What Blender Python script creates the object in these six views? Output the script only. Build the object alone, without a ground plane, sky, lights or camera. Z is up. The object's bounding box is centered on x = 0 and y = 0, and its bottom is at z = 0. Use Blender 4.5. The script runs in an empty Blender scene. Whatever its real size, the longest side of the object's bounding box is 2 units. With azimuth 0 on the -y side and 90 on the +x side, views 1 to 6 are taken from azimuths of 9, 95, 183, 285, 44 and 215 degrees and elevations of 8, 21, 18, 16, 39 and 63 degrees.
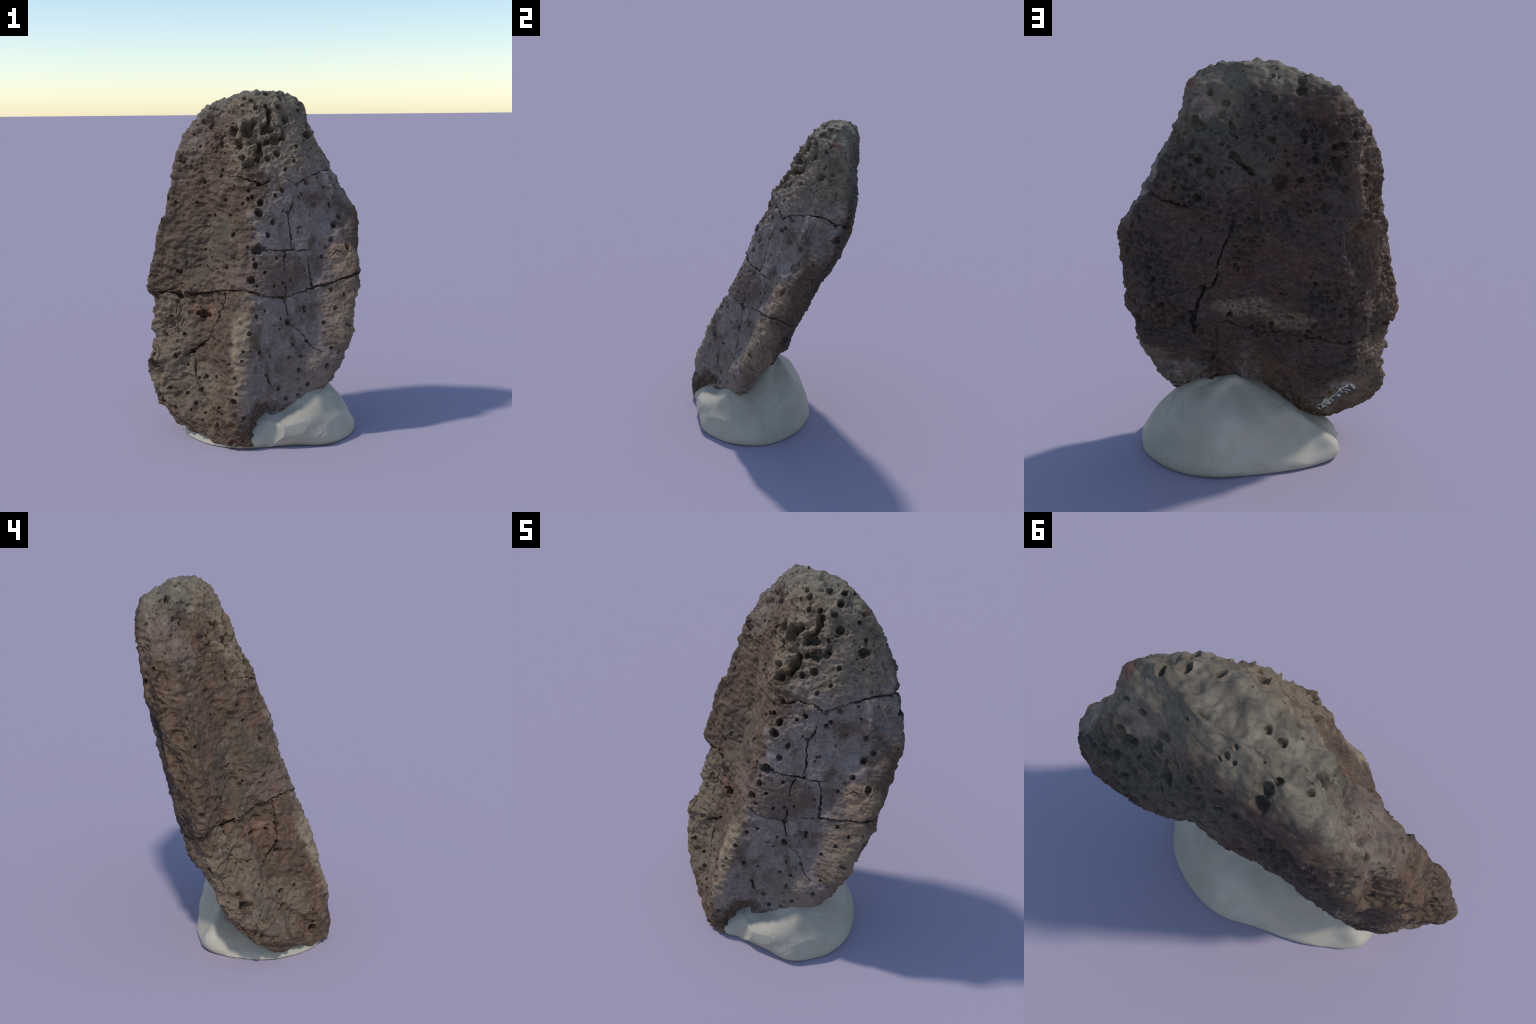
"""A slab of crusted volcanic rock standing tilted in a lump of grey-green modelling putty."""
import bpy, bmesh, math
import numpy as np
from mathutils import Vector
from mathutils.kdtree import KDTree
from mathutils.bvhtree import BVHTree

# ---------------------------------------------------------------------------
# Shape tables.  Rock: level sections (height, (centre x, y), [reach in 20
# directions, from the front ridge round by the right]) over an oval of
# 0.62 x 0.24 m.  Putty: the same, reach in metres.
# ---------------------------------------------------------------------------
ROCK_SECTIONS = [
    (0.020, (0.057, -0.404), [0.42, 0.26, 0.06, 0.03, 0.03, 0.04, 0.22, 0.35, 0.35, 0.35, 0.35, 0.35, 0.35, 0.35, 0.60, 0.60, 0.60, 0.39, 0.31, 0.35, 0.38, 0.38, 0.44, 0.47]),
    (0.080, (0.049, -0.356), [0.65, 0.31, 0.22, 0.16, 0.13, 0.17, 0.38, 0.50, 0.50, 0.50, 0.50, 0.50, 0.50, 0.80, 0.80, 0.80, 0.80, 0.75, 0.57, 0.56, 0.49, 0.50, 0.54, 0.64]),
    (0.180, (0.035, -0.228), [1.15, 0.49, 0.54, 0.46, 0.39, 0.37, 0.55, 0.55, 0.55, 0.55, 0.55, 0.55, 0.56, 0.60, 0.68, 0.80, 0.75, 0.85, 0.91, 0.82, 0.79, 0.67, 0.66, 0.98]),
    (0.300, (0.008, -0.100), [1.66, 0.98, 0.80, 0.79, 0.78, 0.78, 0.73, 0.60, 0.60, 0.60, 0.55, 0.42, 0.29, 0.35, 0.45, 0.60, 0.67, 0.68, 0.93, 1.01, 1.01, 0.82, 0.88, 1.09]),
    (0.430, (0.005, -0.042), [1.73, 1.05, 0.88, 0.93, 0.92, 0.91, 0.81, 0.57, 0.43, 0.58, 0.37, 0.22, 0.11, 0.17, 0.31, 0.57, 0.72, 0.81, 0.96, 1.01, 1.04, 0.98, 0.86, 1.11]),
    (0.560, (0.028, 0.010), [1.74, 1.07, 0.85, 0.86, 0.99, 0.97, 0.89, 0.84, 0.57, 0.45, 0.37, 0.21, 0.17, 0.23, 0.38, 0.91, 0.95, 0.97, 1.00, 1.04, 0.97, 1.02, 0.91, 1.23]),
    (0.690, (0.045, 0.053), [1.69, 1.05, 0.88, 0.78, 0.96, 0.95, 0.86, 0.90, 0.88, 0.62, 0.45, 0.36, 0.32, 0.36, 0.58, 0.98, 1.00, 0.96, 1.05, 1.06, 1.02, 0.95, 0.86, 1.23]),
    (0.810, (0.050, 0.093), [1.59, 1.10, 0.83, 0.83, 0.88, 0.95, 0.94, 0.91, 0.84, 0.74, 0.57, 0.50, 0.45, 0.43, 0.68, 1.01, 1.02, 0.99, 1.09, 1.13, 0.89, 1.00, 0.93, 1.20]),
    (0.950, (0.048, 0.142), [1.51, 1.15, 0.88, 0.78, 0.88, 0.96, 0.93, 0.93, 0.90, 0.80, 0.63, 0.52, 0.44, 0.46, 0.64, 0.96, 1.00, 0.97, 1.04, 1.13, 1.07, 0.77, 0.97, 1.20]),
    (1.100, (0.045, 0.195), [1.51, 1.11, 0.93, 0.78, 0.85, 0.86, 0.92, 0.94, 0.89, 0.88, 0.77, 0.58, 0.51, 0.51, 0.61, 0.98, 0.89, 1.00, 0.93, 1.07, 1.14, 0.90, 0.91, 1.24]),
    (1.250, (0.034, 0.251), [1.56, 1.16, 0.93, 0.78, 0.71, 0.78, 0.90, 0.96, 0.98, 0.98, 0.91, 0.58, 0.53, 0.53, 0.65, 0.92, 0.79, 0.89, 0.99, 0.97, 1.10, 0.95, 0.91, 1.08]),
    (1.400, (0.015, 0.305), [1.46, 1.25, 0.92, 0.79, 0.85, 0.71, 0.78, 0.83, 0.90, 0.96, 0.96, 0.77, 0.55, 0.64, 0.63, 0.82, 0.87, 0.83, 0.89, 0.96, 1.02, 0.97, 0.94, 1.21]),
    (1.520, (-0.001, 0.342), [1.50, 1.20, 1.01, 0.79, 0.74, 0.69, 0.71, 0.74, 0.78, 0.89, 0.82, 0.76, 0.62, 0.68, 0.65, 0.74, 0.82, 0.77, 0.88, 0.88, 0.99, 0.94, 0.92, 1.14]),
    (1.640, (-0.004, 0.354), [1.20, 1.01, 0.87, 0.67, 0.63, 0.62, 0.61, 0.61, 0.68, 0.78, 0.77, 0.71, 0.60, 0.67, 0.73, 0.81, 0.81, 0.75, 0.84, 0.85, 0.87, 0.80, 0.84, 0.98]),
    (1.750, (-0.007, 0.365), [1.07, 0.90, 0.70, 0.59, 0.55, 0.55, 0.49, 0.51, 0.60, 0.63, 0.55, 0.54, 0.60, 0.63, 0.69, 0.80, 0.82, 0.77, 0.74, 0.72, 0.59, 0.62, 0.73, 0.89]),
    (1.840, (-0.010, 0.368), [0.86, 0.73, 0.55, 0.51, 0.49, 0.47, 0.46, 0.49, 0.51, 0.51, 0.37, 0.42, 0.55, 0.59, 0.64, 0.77, 0.75, 0.65, 0.55, 0.56, 0.55, 0.51, 0.61, 0.72]),
    (1.910, (-0.012, 0.364), [0.65, 0.60, 0.51, 0.46, 0.44, 0.42, 0.45, 0.45, 0.41, 0.40, 0.37, 0.41, 0.50, 0.54, 0.56, 0.68, 0.62, 0.50, 0.41, 0.42, 0.48, 0.49, 0.50, 0.58]),
    (1.955, (-0.014, 0.362), [0.43, 0.40, 0.39, 0.33, 0.30, 0.29, 0.35, 0.32, 0.29, 0.27, 0.28, 0.30, 0.34, 0.37, 0.39, 0.46, 0.38, 0.30, 0.25, 0.25, 0.29, 0.32, 0.32, 0.38]),
    (1.985, (-0.015, 0.361), [0.33, 0.27, 0.32, 0.27, 0.23, 0.23, 0.24, 0.25, 0.25, 0.22, 0.24, 0.26, 0.26, 0.29, 0.30, 0.26, 0.19, 0.17, 0.15, 0.15, 0.17, 0.20, 0.23, 0.28]),
]
PUTTY_SECTIONS = [
    (0.000, (0.100, -0.100), [0.381, 0.347, 0.364, 0.454, 0.501, 0.517, 0.515, 0.481, 0.449, 0.412, 0.378, 0.370, 0.390, 0.442, 0.502, 0.496, 0.493, 0.462, 0.439, 0.411]),
    (0.050, (0.113, -0.088), [0.423, 0.372, 0.399, 0.472, 0.489, 0.502, 0.485, 0.466, 0.436, 0.410, 0.382, 0.355, 0.383, 0.446, 0.526, 0.459, 0.472, 0.426, 0.394, 0.388]),
    (0.100, (0.125, -0.075), [0.403, 0.401, 0.412, 0.446, 0.464, 0.462, 0.443, 0.437, 0.411, 0.389, 0.353, 0.344, 0.358, 0.396, 0.520, 0.436, 0.420, 0.377, 0.342, 0.334]),
    (0.150, (0.138, -0.062), [0.291, 0.330, 0.398, 0.400, 0.414, 0.422, 0.401, 0.393, 0.371, 0.377, 0.346, 0.335, 0.347, 0.375, 0.465, 0.395, 0.371, 0.331, 0.297, 0.270]),
    (0.200, (0.150, -0.050), [0.228, 0.226, 0.295, 0.356, 0.362, 0.377, 0.352, 0.344, 0.337, 0.339, 0.313, 0.316, 0.325, 0.347, 0.407, 0.333, 0.319, 0.292, 0.256, 0.217]),
    (0.260, (0.145, -0.025), [0.171, 0.168, 0.225, 0.308, 0.322, 0.323, 0.286, 0.283, 0.289, 0.273, 0.255, 0.244, 0.253, 0.294, 0.329, 0.279, 0.268, 0.241, 0.205, 0.165]),
    (0.320, (0.141, -0.001), [0.115, 0.117, 0.160, 0.222, 0.249, 0.250, 0.220, 0.216, 0.231, 0.192, 0.177, 0.164, 0.168, 0.208, 0.228, 0.208, 0.202, 0.176, 0.143, 0.111]),
    (0.370, (0.137, 0.020), [0.053, 0.059, 0.090, 0.135, 0.171, 0.179, 0.149, 0.149, 0.157, 0.111, 0.098, 0.082, 0.080, 0.108, 0.133, 0.126, 0.125, 0.103, 0.076, 0.053]),
    (0.400, (0.135, 0.037), [0.030, 0.030, 0.030, 0.066, 0.105, 0.131, 0.099, 0.113, 0.107, 0.065, 0.036, 0.030, 0.030, 0.032, 0.062, 0.064, 0.060, 0.042, 0.023, 0.023]),
    (0.418, (0.133, 0.047), [0.030, 0.030, 0.030, 0.030, 0.048, 0.079, 0.068, 0.083, 0.068, 0.030, 0.030, 0.030, 0.030, 0.030, 0.030, 0.023, 0.023, 0.023, 0.023, 0.023]),
    (0.428, (0.132, 0.052), [0.030, 0.030, 0.030, 0.030, 0.030, 0.035, 0.039, 0.054, 0.037, 0.030, 0.030, 0.030, 0.030, 0.030, 0.030, 0.023, 0.023, 0.023, 0.023, 0.023]),
]
# cracks: (half width, depth) in metres and the points they run through
CRACKS = [
    # middle crack across the front
    (0.0050, 0.040, [(-0.598, 0.006, 0.769), (-0.527, -0.001, 0.793), (-0.444, -0.018, 0.790), (-0.349, -0.088, 0.799), (-0.309, -0.089, 0.804), (-0.220, -0.110, 0.816), (-0.128, -0.183, 0.840), (-0.060, -0.224, 0.852), (0.013, -0.259, 0.857), (0.065, -0.267, 0.845), (0.125, -0.248, 0.824), (0.174, -0.210, 0.812), (0.233, -0.156, 0.805), (0.266, -0.119, 0.815), (0.305, -0.077, 0.816), (0.362, -0.048, 0.840), (0.420, -0.024, 0.860), (0.478, -0.004, 0.867), (0.536, 0.022, 0.892), (0.579, 0.038, 0.902), (0.623, 0.059, 0.909)]),
    # middle crack over the right edge
    (0.0050, 0.035, [(0.361, -0.047, 0.842), (0.460, -0.010, 0.866), (0.585, 0.040, 0.900), (0.641, 0.089, 0.919), (0.628, 0.136, 0.888), (0.530, 0.193, 0.832)]),
    # middle crack over the left edge
    (0.0060, 0.035, [(-0.482, -0.002, 0.807), (-0.555, 0.002, 0.789), (-0.623, 0.020, 0.774), (-0.616, 0.076, 0.748), (-0.517, 0.144, 0.713)]),
    # upper crack
    (0.0040, 0.032, [(-0.161, 0.048, 1.490), (-0.113, 0.017, 1.487), (-0.046, -0.017, 1.483), (0.002, -0.031, 1.466), (0.036, -0.030, 1.460), (0.058, -0.030, 1.440), (0.080, -0.026, 1.439), (0.104, -0.012, 1.457), (0.131, 0.008, 1.477), (0.174, 0.024, 1.466), (0.202, 0.043, 1.474), (0.235, 0.053, 1.457), (0.256, 0.062, 1.436), (0.276, 0.086, 1.434), (0.293, 0.107, 1.461), (0.320, 0.136, 1.474), (0.342, 0.178, 1.486), (0.362, 0.205, 1.487), (0.386, 0.233, 1.506), (0.426, 0.314, 1.505)]),
    # upper crack over the right edge
    (0.0060, 0.035, [(0.369, 0.215, 1.497), (0.408, 0.271, 1.507), (0.435, 0.325, 1.512), (0.454, 0.374, 1.501), (0.454, 0.415, 1.480), (0.440, 0.441, 1.481), (0.440, 0.463, 1.461), (0.405, 0.486, 1.446)]),
    # upright crack
    (0.0045, 0.030, [(0.247, 0.027, 1.361), (0.246, 0.020, 1.336), (0.240, 0.007, 1.307), (0.227, -0.011, 1.264), (0.225, -0.022, 1.227), (0.234, -0.024, 1.198), (0.239, -0.032, 1.161), (0.250, -0.038, 1.125), (0.245, -0.055, 1.089), (0.249, -0.061, 1.068)]),
    # short bar
    (0.0040, 0.025, [(0.112, -0.151, 1.075), (0.156, -0.123, 1.071), (0.203, -0.091, 1.064), (0.249, -0.060, 1.069), (0.287, -0.042, 1.059), (0.325, -0.016, 1.061), (0.358, 0.023, 1.061)]),
    # upright crack, lower part
    (0.0035, 0.028, [(0.325, -0.016, 1.061), (0.339, -0.011, 1.016), (0.345, -0.012, 0.979), (0.350, -0.019, 0.934)]),
    # upright crack, wide foot
    (0.0070, 0.035, [(0.350, -0.019, 0.934), (0.354, -0.028, 0.901), (0.366, -0.043, 0.851)]),
    # fork
    (0.0030, 0.020, [(0.224, -0.081, 1.055), (0.213, -0.106, 1.021), (0.219, -0.130, 0.958)]),
    # gap above the junction
    (0.0060, 0.030, [(0.225, -0.147, 0.885), (0.229, -0.153, 0.842), (0.227, -0.162, 0.806)]),
    # wedge below the junction
    (0.0090, 0.035, [(0.213, -0.174, 0.806), (0.230, -0.165, 0.762), (0.240, -0.167, 0.706)]),
    # step in the right face
    (0.0035, 0.022, [(0.236, -0.180, 0.664), (0.271, -0.166, 0.635), (0.306, -0.150, 0.610), (0.328, -0.147, 0.580), (0.359, -0.156, 0.537), (0.397, -0.164, 0.510), (0.441, -0.163, 0.492)]),
    # branch down the left face
    (0.0065, 0.032, [(-0.124, -0.187, 0.837), (-0.124, -0.209, 0.785), (-0.134, -0.220, 0.749), (-0.152, -0.227, 0.705), (-0.166, -0.233, 0.660), (-0.180, -0.239, 0.616), (-0.213, -0.215, 0.572), (-0.252, -0.194, 0.527), (-0.307, -0.195, 0.484), (-0.359, -0.205, 0.450)]),
    # fine end of the branch
    (0.0030, 0.018, [(-0.301, -0.207, 0.445), (-0.293, -0.226, 0.396), (-0.287, -0.258, 0.329), (-0.258, -0.291, 0.286)]),
    # wedge on the left face
    (0.0070, 0.035, [(-0.435, -0.022, 0.787), (-0.451, -0.038, 0.759), (-0.457, -0.067, 0.725), (-0.461, -0.089, 0.683)]),
    # short split
    (0.0040, 0.018, [(-0.505, -0.090, 0.589), (-0.473, -0.106, 0.605), (-0.441, -0.134, 0.593)]),
    # split at the tan corner
    (0.0035, 0.018, [(0.440, 0.041, 1.012), (0.466, 0.045, 1.014), (0.502, 0.060, 1.047), (0.535, 0.070, 1.042)]),
    # slot
    (0.0070, 0.022, [(0.145, -0.330, 0.384), (0.156, -0.328, 0.354), (0.169, -0.320, 0.326)]),
    # back, upright
    (0.0070, 0.026, [(0.075, 0.439, 1.361), (0.106, 0.384, 1.255), (0.142, 0.357, 1.174), (0.172, 0.325, 1.076)]),
    # back, wide upright
    (0.0110, 0.038, [(0.171, 0.312, 1.049), (0.192, 0.284, 0.984), (0.232, 0.276, 0.959), (0.263, 0.252, 0.901), (0.282, 0.223, 0.825), (0.308, 0.196, 0.763), (0.308, 0.159, 0.689)]),
    # back, side arm
    (0.0040, 0.018, [(0.470, 0.264, 0.945), (0.417, 0.269, 0.934), (0.351, 0.273, 0.938), (0.297, 0.280, 0.959), (0.245, 0.279, 0.963)]),
    # back, level crack
    (0.0080, 0.032, [(0.188, 0.186, 0.763), (0.134, 0.184, 0.764), (0.057, 0.151, 0.723), (-0.031, 0.149, 0.707), (-0.114, 0.188, 0.729), (-0.181, 0.196, 0.713), (-0.281, 0.217, 0.714), (-0.381, 0.218, 0.685), (-0.461, 0.198, 0.693), (-0.515, 0.143, 0.701), (-0.570, 0.093, 0.710)]),
    # back, fine
    (0.0030, 0.016, [(0.194, 0.171, 0.735), (0.200, 0.131, 0.651), (0.206, 0.094, 0.575)]),
    # back, furrow
    (0.0140, 0.026, [(0.089, 0.484, 1.763), (0.071, 0.499, 1.726), (0.059, 0.506, 1.698)]),
    # back, furrow
    (0.0140, 0.028, [(0.082, 0.514, 1.641), (0.048, 0.507, 1.604), (0.014, 0.499, 1.567), (-0.009, 0.496, 1.549)]),
    # back, fine side crack
    (0.0050, 0.022, [(0.430, 0.471, 1.471), (0.410, 0.485, 1.453), (0.378, 0.494, 1.438), (0.329, 0.506, 1.424), (0.276, 0.505, 1.406), (0.229, 0.499, 1.399)]),
]
VESICLES_TOP = [
    (-0.123, 0.147, 1.751, 0.027), (-0.036, 0.117, 1.758, 0.042), (-0.001, 0.140, 1.803, 0.023), (0.083, 0.139, 1.765, 0.038), (0.084, 0.187, 1.840, 0.021),
    (0.130, 0.131, 1.697, 0.034), (0.173, 0.156, 1.707, 0.019), (0.044, 0.068, 1.632, 0.032), (0.030, 0.033, 1.589, 0.015), (-0.088, 0.102, 1.669, 0.021),
    (-0.028, 0.238, 1.936, 0.018), (0.046, 0.294, 1.982, 0.017), (-0.084, 0.219, 1.906, 0.012), (0.006, 0.194, 1.890, 0.015), (0.062, 0.212, 1.900, 0.015),
    (0.136, 0.287, 1.942, 0.019), (0.134, 0.244, 1.892, 0.017), (0.246, 0.312, 1.869, 0.012), (0.176, 0.251, 1.820, 0.022), (0.157, 0.186, 1.775, 0.012),
    (0.251, 0.175, 1.657, 0.014), (0.246, 0.120, 1.575, 0.011), (0.199, 0.070, 1.527, 0.011), (0.302, 0.299, 1.722, 0.027), (0.292, 0.319, 1.784, 0.012),
    (0.098, 0.062, 1.593, 0.017), (-0.012, 0.010, 1.560, 0.034), (-0.056, 0.048, 1.595, 0.017), (-0.202, 0.171, 1.705, 0.012), (-0.200, 0.157, 1.671, 0.015),
    (-0.178, 0.075, 1.522, 0.011), (-0.188, 0.065, 1.489, 0.012), (-0.452, 0.209, 1.565, 0.011), (-0.399, 0.186, 1.541, 0.008),
]
VESICLES_MIDDLE = [
    (-0.005, -0.061, 1.360, 0.010), (0.021, -0.059, 1.371, 0.012), (0.071, -0.068, 1.344, 0.021), (0.068, -0.100, 1.286, 0.022), (-0.036, -0.063, 1.333, 0.010),
    (-0.008, -0.041, 1.410, 0.009), (0.188, 0.003, 1.408, 0.013), (0.152, -0.023, 1.380, 0.011), (0.146, -0.078, 1.233, 0.015), (0.122, -0.117, 1.159, 0.015),
    (-0.084, -0.100, 1.158, 0.013), (-0.340, 0.104, 1.323, 0.010), (-0.224, 0.054, 1.255, 0.010), (-0.262, 0.068, 1.251, 0.008), (-0.156, 0.010, 1.345, 0.009),
    (-0.122, -0.013, 1.261, 0.009), (0.199, -0.023, 1.293, 0.008), (0.220, -0.012, 1.281, 0.010), (0.445, 0.201, 1.301, 0.014), (0.474, 0.159, 1.190, 0.017),
    (0.506, 0.199, 1.238, 0.015), (0.470, 0.084, 1.115, 0.015), (0.316, 0.135, 1.441, 0.011), (0.410, 0.190, 1.415, 0.008), (0.282, 0.001, 1.188, 0.007),
    (0.296, 0.013, 1.194, 0.007), (0.281, -0.007, 1.166, 0.006), (0.077, -0.166, 1.080, 0.026), (0.052, -0.174, 1.073, 0.020), (0.101, -0.153, 1.084, 0.013),
    (0.009, -0.166, 1.094, 0.009), (0.060, -0.201, 0.993, 0.016), (0.047, -0.191, 1.028, 0.009), (0.417, 0.039, 1.014, 0.011), (0.542, 0.134, 1.048, 0.019),
    (0.171, -0.131, 1.028, 0.009), (-0.301, 0.132, 1.446, 0.011), (-0.093, -0.009, 1.434, 0.007), (0.039, -0.235, 0.916, 0.020), (-0.123, -0.144, 0.968, 0.010),
    (-0.430, 0.001, 0.914, 0.012), (0.077, -0.246, 0.883, 0.009), (0.165, -0.197, 0.876, 0.009), (0.251, -0.122, 0.900, 0.007), (0.212, -0.158, 0.887, 0.009),
    (0.114, -0.200, 0.952, 0.010),
]
VESICLES_LOW = [
    (0.128, -0.274, 0.744, 0.010), (0.086, -0.320, 0.721, 0.011), (0.052, -0.373, 0.632, 0.012), (0.205, -0.199, 0.686, 0.007), (0.239, -0.178, 0.661, 0.015),
    (0.330, -0.099, 0.736, 0.012), (0.333, -0.105, 0.718, 0.010), (0.441, -0.090, 0.646, 0.011), (0.505, -0.054, 0.727, 0.012), (0.479, -0.019, 0.830, 0.012),
    (0.553, -0.005, 0.799, 0.010), (0.103, -0.359, 0.524, 0.012), (0.271, -0.188, 0.533, 0.008), (0.155, -0.296, 0.487, 0.008), (0.200, -0.219, 0.628, 0.007),
    (0.347, -0.153, 0.550, 0.010), (0.493, -0.143, 0.508, 0.010), (0.318, -0.199, 0.469, 0.010), (0.255, -0.221, 0.465, 0.009), (0.311, -0.227, 0.394, 0.011),
    (0.471, -0.171, 0.409, 0.016), (0.145, -0.330, 0.384, 0.010), (0.202, -0.296, 0.298, 0.012), (0.363, -0.229, 0.311, 0.012), (0.311, -0.260, 0.250, 0.012),
    (0.246, -0.295, 0.243, 0.011), (0.041, -0.499, 0.183, 0.011), (-0.021, -0.462, 0.396, 0.009), (-0.006, -0.492, 0.314, 0.009), (-0.020, -0.495, 0.270, 0.016),
    (-0.151, -0.344, 0.362, 0.009), (-0.125, -0.451, 0.152, 0.011), (-0.122, -0.449, 0.107, 0.022), (-0.210, -0.365, 0.162, 0.009), (-0.300, -0.344, 0.170, 0.007),
    (-0.214, -0.418, 0.066, 0.007), (-0.259, -0.402, 0.081, 0.007), (-0.222, -0.395, 0.126, 0.007), (-0.099, -0.467, 0.190, 0.006), (-0.114, -0.444, 0.217, 0.009),
    (-0.224, -0.285, 0.350, 0.015), (-0.262, -0.268, 0.336, 0.010), (-0.244, -0.303, 0.274, 0.018), (-0.382, -0.162, 0.574, 0.013), (-0.386, -0.124, 0.650, 0.008),
    (-0.267, -0.116, 0.686, 0.024), (-0.298, -0.114, 0.689, 0.014), (-0.234, -0.124, 0.685, 0.014), (-0.190, -0.175, 0.688, 0.010), (-0.183, -0.235, 0.619, 0.010),
    (-0.318, -0.196, 0.478, 0.012), (-0.447, -0.253, 0.267, 0.015), (-0.334, -0.276, 0.248, 0.010), (-0.521, -0.229, 0.214, 0.010), (-0.490, -0.255, 0.192, 0.014),
    (-0.399, -0.321, 0.170, 0.011), (-0.425, -0.305, 0.134, 0.009), (-0.546, -0.189, 0.385, 0.019), (-0.516, -0.097, 0.555, 0.009), (-0.493, -0.085, 0.662, 0.011),
    (0.022, -0.415, 0.537, 0.009), (0.018, -0.433, 0.488, 0.009), (-0.417, -0.203, 0.448, 0.014), (-0.331, -0.099, 0.754, 0.007), (-0.275, -0.321, 0.202, 0.010),
    (-0.344, -0.220, 0.401, 0.007), (0.035, -0.515, 0.052, 0.008), (-0.031, -0.510, 0.036, 0.018),
]
VESICLES_BACK = [
    (-0.121, 0.497, 1.516, 0.038), (-0.083, 0.509, 1.698, 0.017), (-0.218, 0.509, 1.721, 0.022), (-0.097, 0.509, 1.785, 0.013), (-0.143, 0.508, 1.797, 0.011),
    (-0.040, 0.510, 1.750, 0.011), (0.216, 0.519, 1.610, 0.019), (0.167, 0.521, 1.558, 0.023), (-0.263, 0.498, 1.614, 0.016), (-0.150, 0.505, 1.596, 0.012),
    (-0.385, 0.452, 1.482, 0.017), (-0.330, 0.503, 1.716, 0.011), (-0.097, 0.502, 1.861, 0.013), (0.168, 0.445, 1.874, 0.014), (0.104, 0.447, 1.832, 0.016),
    (0.083, 0.448, 1.896, 0.008), (-0.203, 0.468, 1.928, 0.020), (-0.469, 0.380, 1.490, 0.013), (-0.428, 0.474, 1.712, 0.020), (-0.355, 0.501, 1.759, 0.008),
    (-0.232, 0.507, 1.776, 0.010), (0.430, 0.471, 1.471, 0.024), (-0.011, 0.501, 1.826, 0.014), (0.225, 0.471, 1.771, 0.017), (0.314, 0.507, 1.518, 0.009),
    (-0.503, 0.342, 1.419, 0.011), (-0.202, 0.479, 1.525, 0.021), (-0.304, 0.443, 1.395, 0.021), (0.446, 0.231, 0.859, 0.021), (-0.484, 0.268, 0.955, 0.009),
    (-0.543, 0.161, 0.838, 0.005), (-0.435, 0.081, 0.492, 0.007), (-0.510, -0.134, 0.240, 0.010), (-0.567, 0.022, 0.510, 0.013),
]
VESICLES_SIDE = [
    (-0.285, 0.362, 1.898, 0.018), (-0.167, 0.357, 1.953, 0.009), (-0.491, 0.352, 1.416, 0.014), (-0.456, 0.417, 1.496, 0.013), (-0.546, 0.341, 1.579, 0.011),
    (-0.292, 0.288, 1.773, 0.014), (-0.398, 0.299, 1.727, 0.010), (-0.538, 0.157, 1.344, 0.009), (-0.490, 0.133, 1.326, 0.009), (-0.473, 0.216, 1.570, 0.008),
    (-0.567, 0.106, 1.209, 0.009), (-0.451, 0.003, 0.919, 0.010), (-0.254, -0.055, 0.963, 0.008), (-0.575, -0.170, 0.394, 0.026), (-0.563, -0.148, 0.446, 0.018),
    (-0.445, -0.134, 0.586, 0.009), (-0.425, -0.161, 0.557, 0.007), (-0.597, 0.005, 0.575, 0.016), (-0.152, -0.342, 0.365, 0.011), (-0.491, -0.252, 0.207, 0.009),
    (0.144, 0.101, 1.617, 0.020), (0.120, 0.334, 1.979, 0.017), (0.157, 0.372, 1.975, 0.012), (0.281, 0.070, 1.362, 0.014), (0.290, 0.092, 1.378, 0.012),
    (-0.025, 0.232, 1.931, 0.014), (-0.074, 0.259, 1.944, 0.010), (-0.133, 0.354, 1.970, 0.009), (-0.174, 0.356, 1.950, 0.008), (-0.220, 0.440, 1.955, 0.011),
    (-0.288, 0.410, 1.930, 0.009),
]

# furrows that join the big cavities of the head: radius, depth, points
FURROWS = [
    (0.0150, 0.070, [(0.082, 0.201, 1.870), (0.089, 0.179, 1.825), (0.086, 0.149, 1.780), (0.056, 0.119, 1.747)]),
    (0.0170, 0.075, [(0.056, 0.119, 1.747), (0.084, 0.131, 1.750), (0.112, 0.152, 1.764)]),
    (0.0145, 0.060, [(0.077, 0.103, 1.683), (0.130, 0.129, 1.693), (0.179, 0.164, 1.715)]),
    (0.0165, 0.085, [(0.044, 0.090, 1.676), (0.044, 0.069, 1.632), (0.041, 0.035, 1.585)]),
    (0.0160, 0.060, [(-0.034, 0.104, 1.729), (-0.022, 0.123, 1.773), (0.002, 0.142, 1.807)]),
    (0.0135, 0.045, [(-0.139, 0.170, 1.773), (-0.118, 0.139, 1.728)]),
    (0.0130, 0.040, [(-0.106, 0.118, 1.691), (-0.079, 0.091, 1.654)]),
]
# knobs that stand out of the outline (or, negative, bites out of it): centre, radius, height
# gaps where pieces of crust broke out along the cracks: centre, radius
GAPS = [
    (-0.440, -0.020, 0.785, 0.020), (-0.455, -0.035, 0.750, 0.013), (0.222, -0.163, 0.806, 0.016), (0.236, -0.162, 0.790, 0.013), (0.055, -0.026, 1.445, 0.017),
    (0.362, -0.030, 0.852, 0.012), (0.355, -0.015, 0.885, 0.009), (0.268, 0.08, 1.432, 0.013), (-0.150, -0.21, 0.715, 0.011), (-0.205, -0.245, 0.58, 0.013), (-0.12, -0.19, 0.82, 0.010),
    (0.300, 0.115, 1.46, 0.012), (0.260, -0.06, 1.068, 0.010), (0.300, 0.24, 0.82, 0.022), (0.24, 0.29, 0.965, 0.020), (0.13, 0.25, 0.79, 0.018), (-0.05, 0.22, 0.745, 0.016), (0.30, 0.19, 0.71, 0.018),
]
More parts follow.
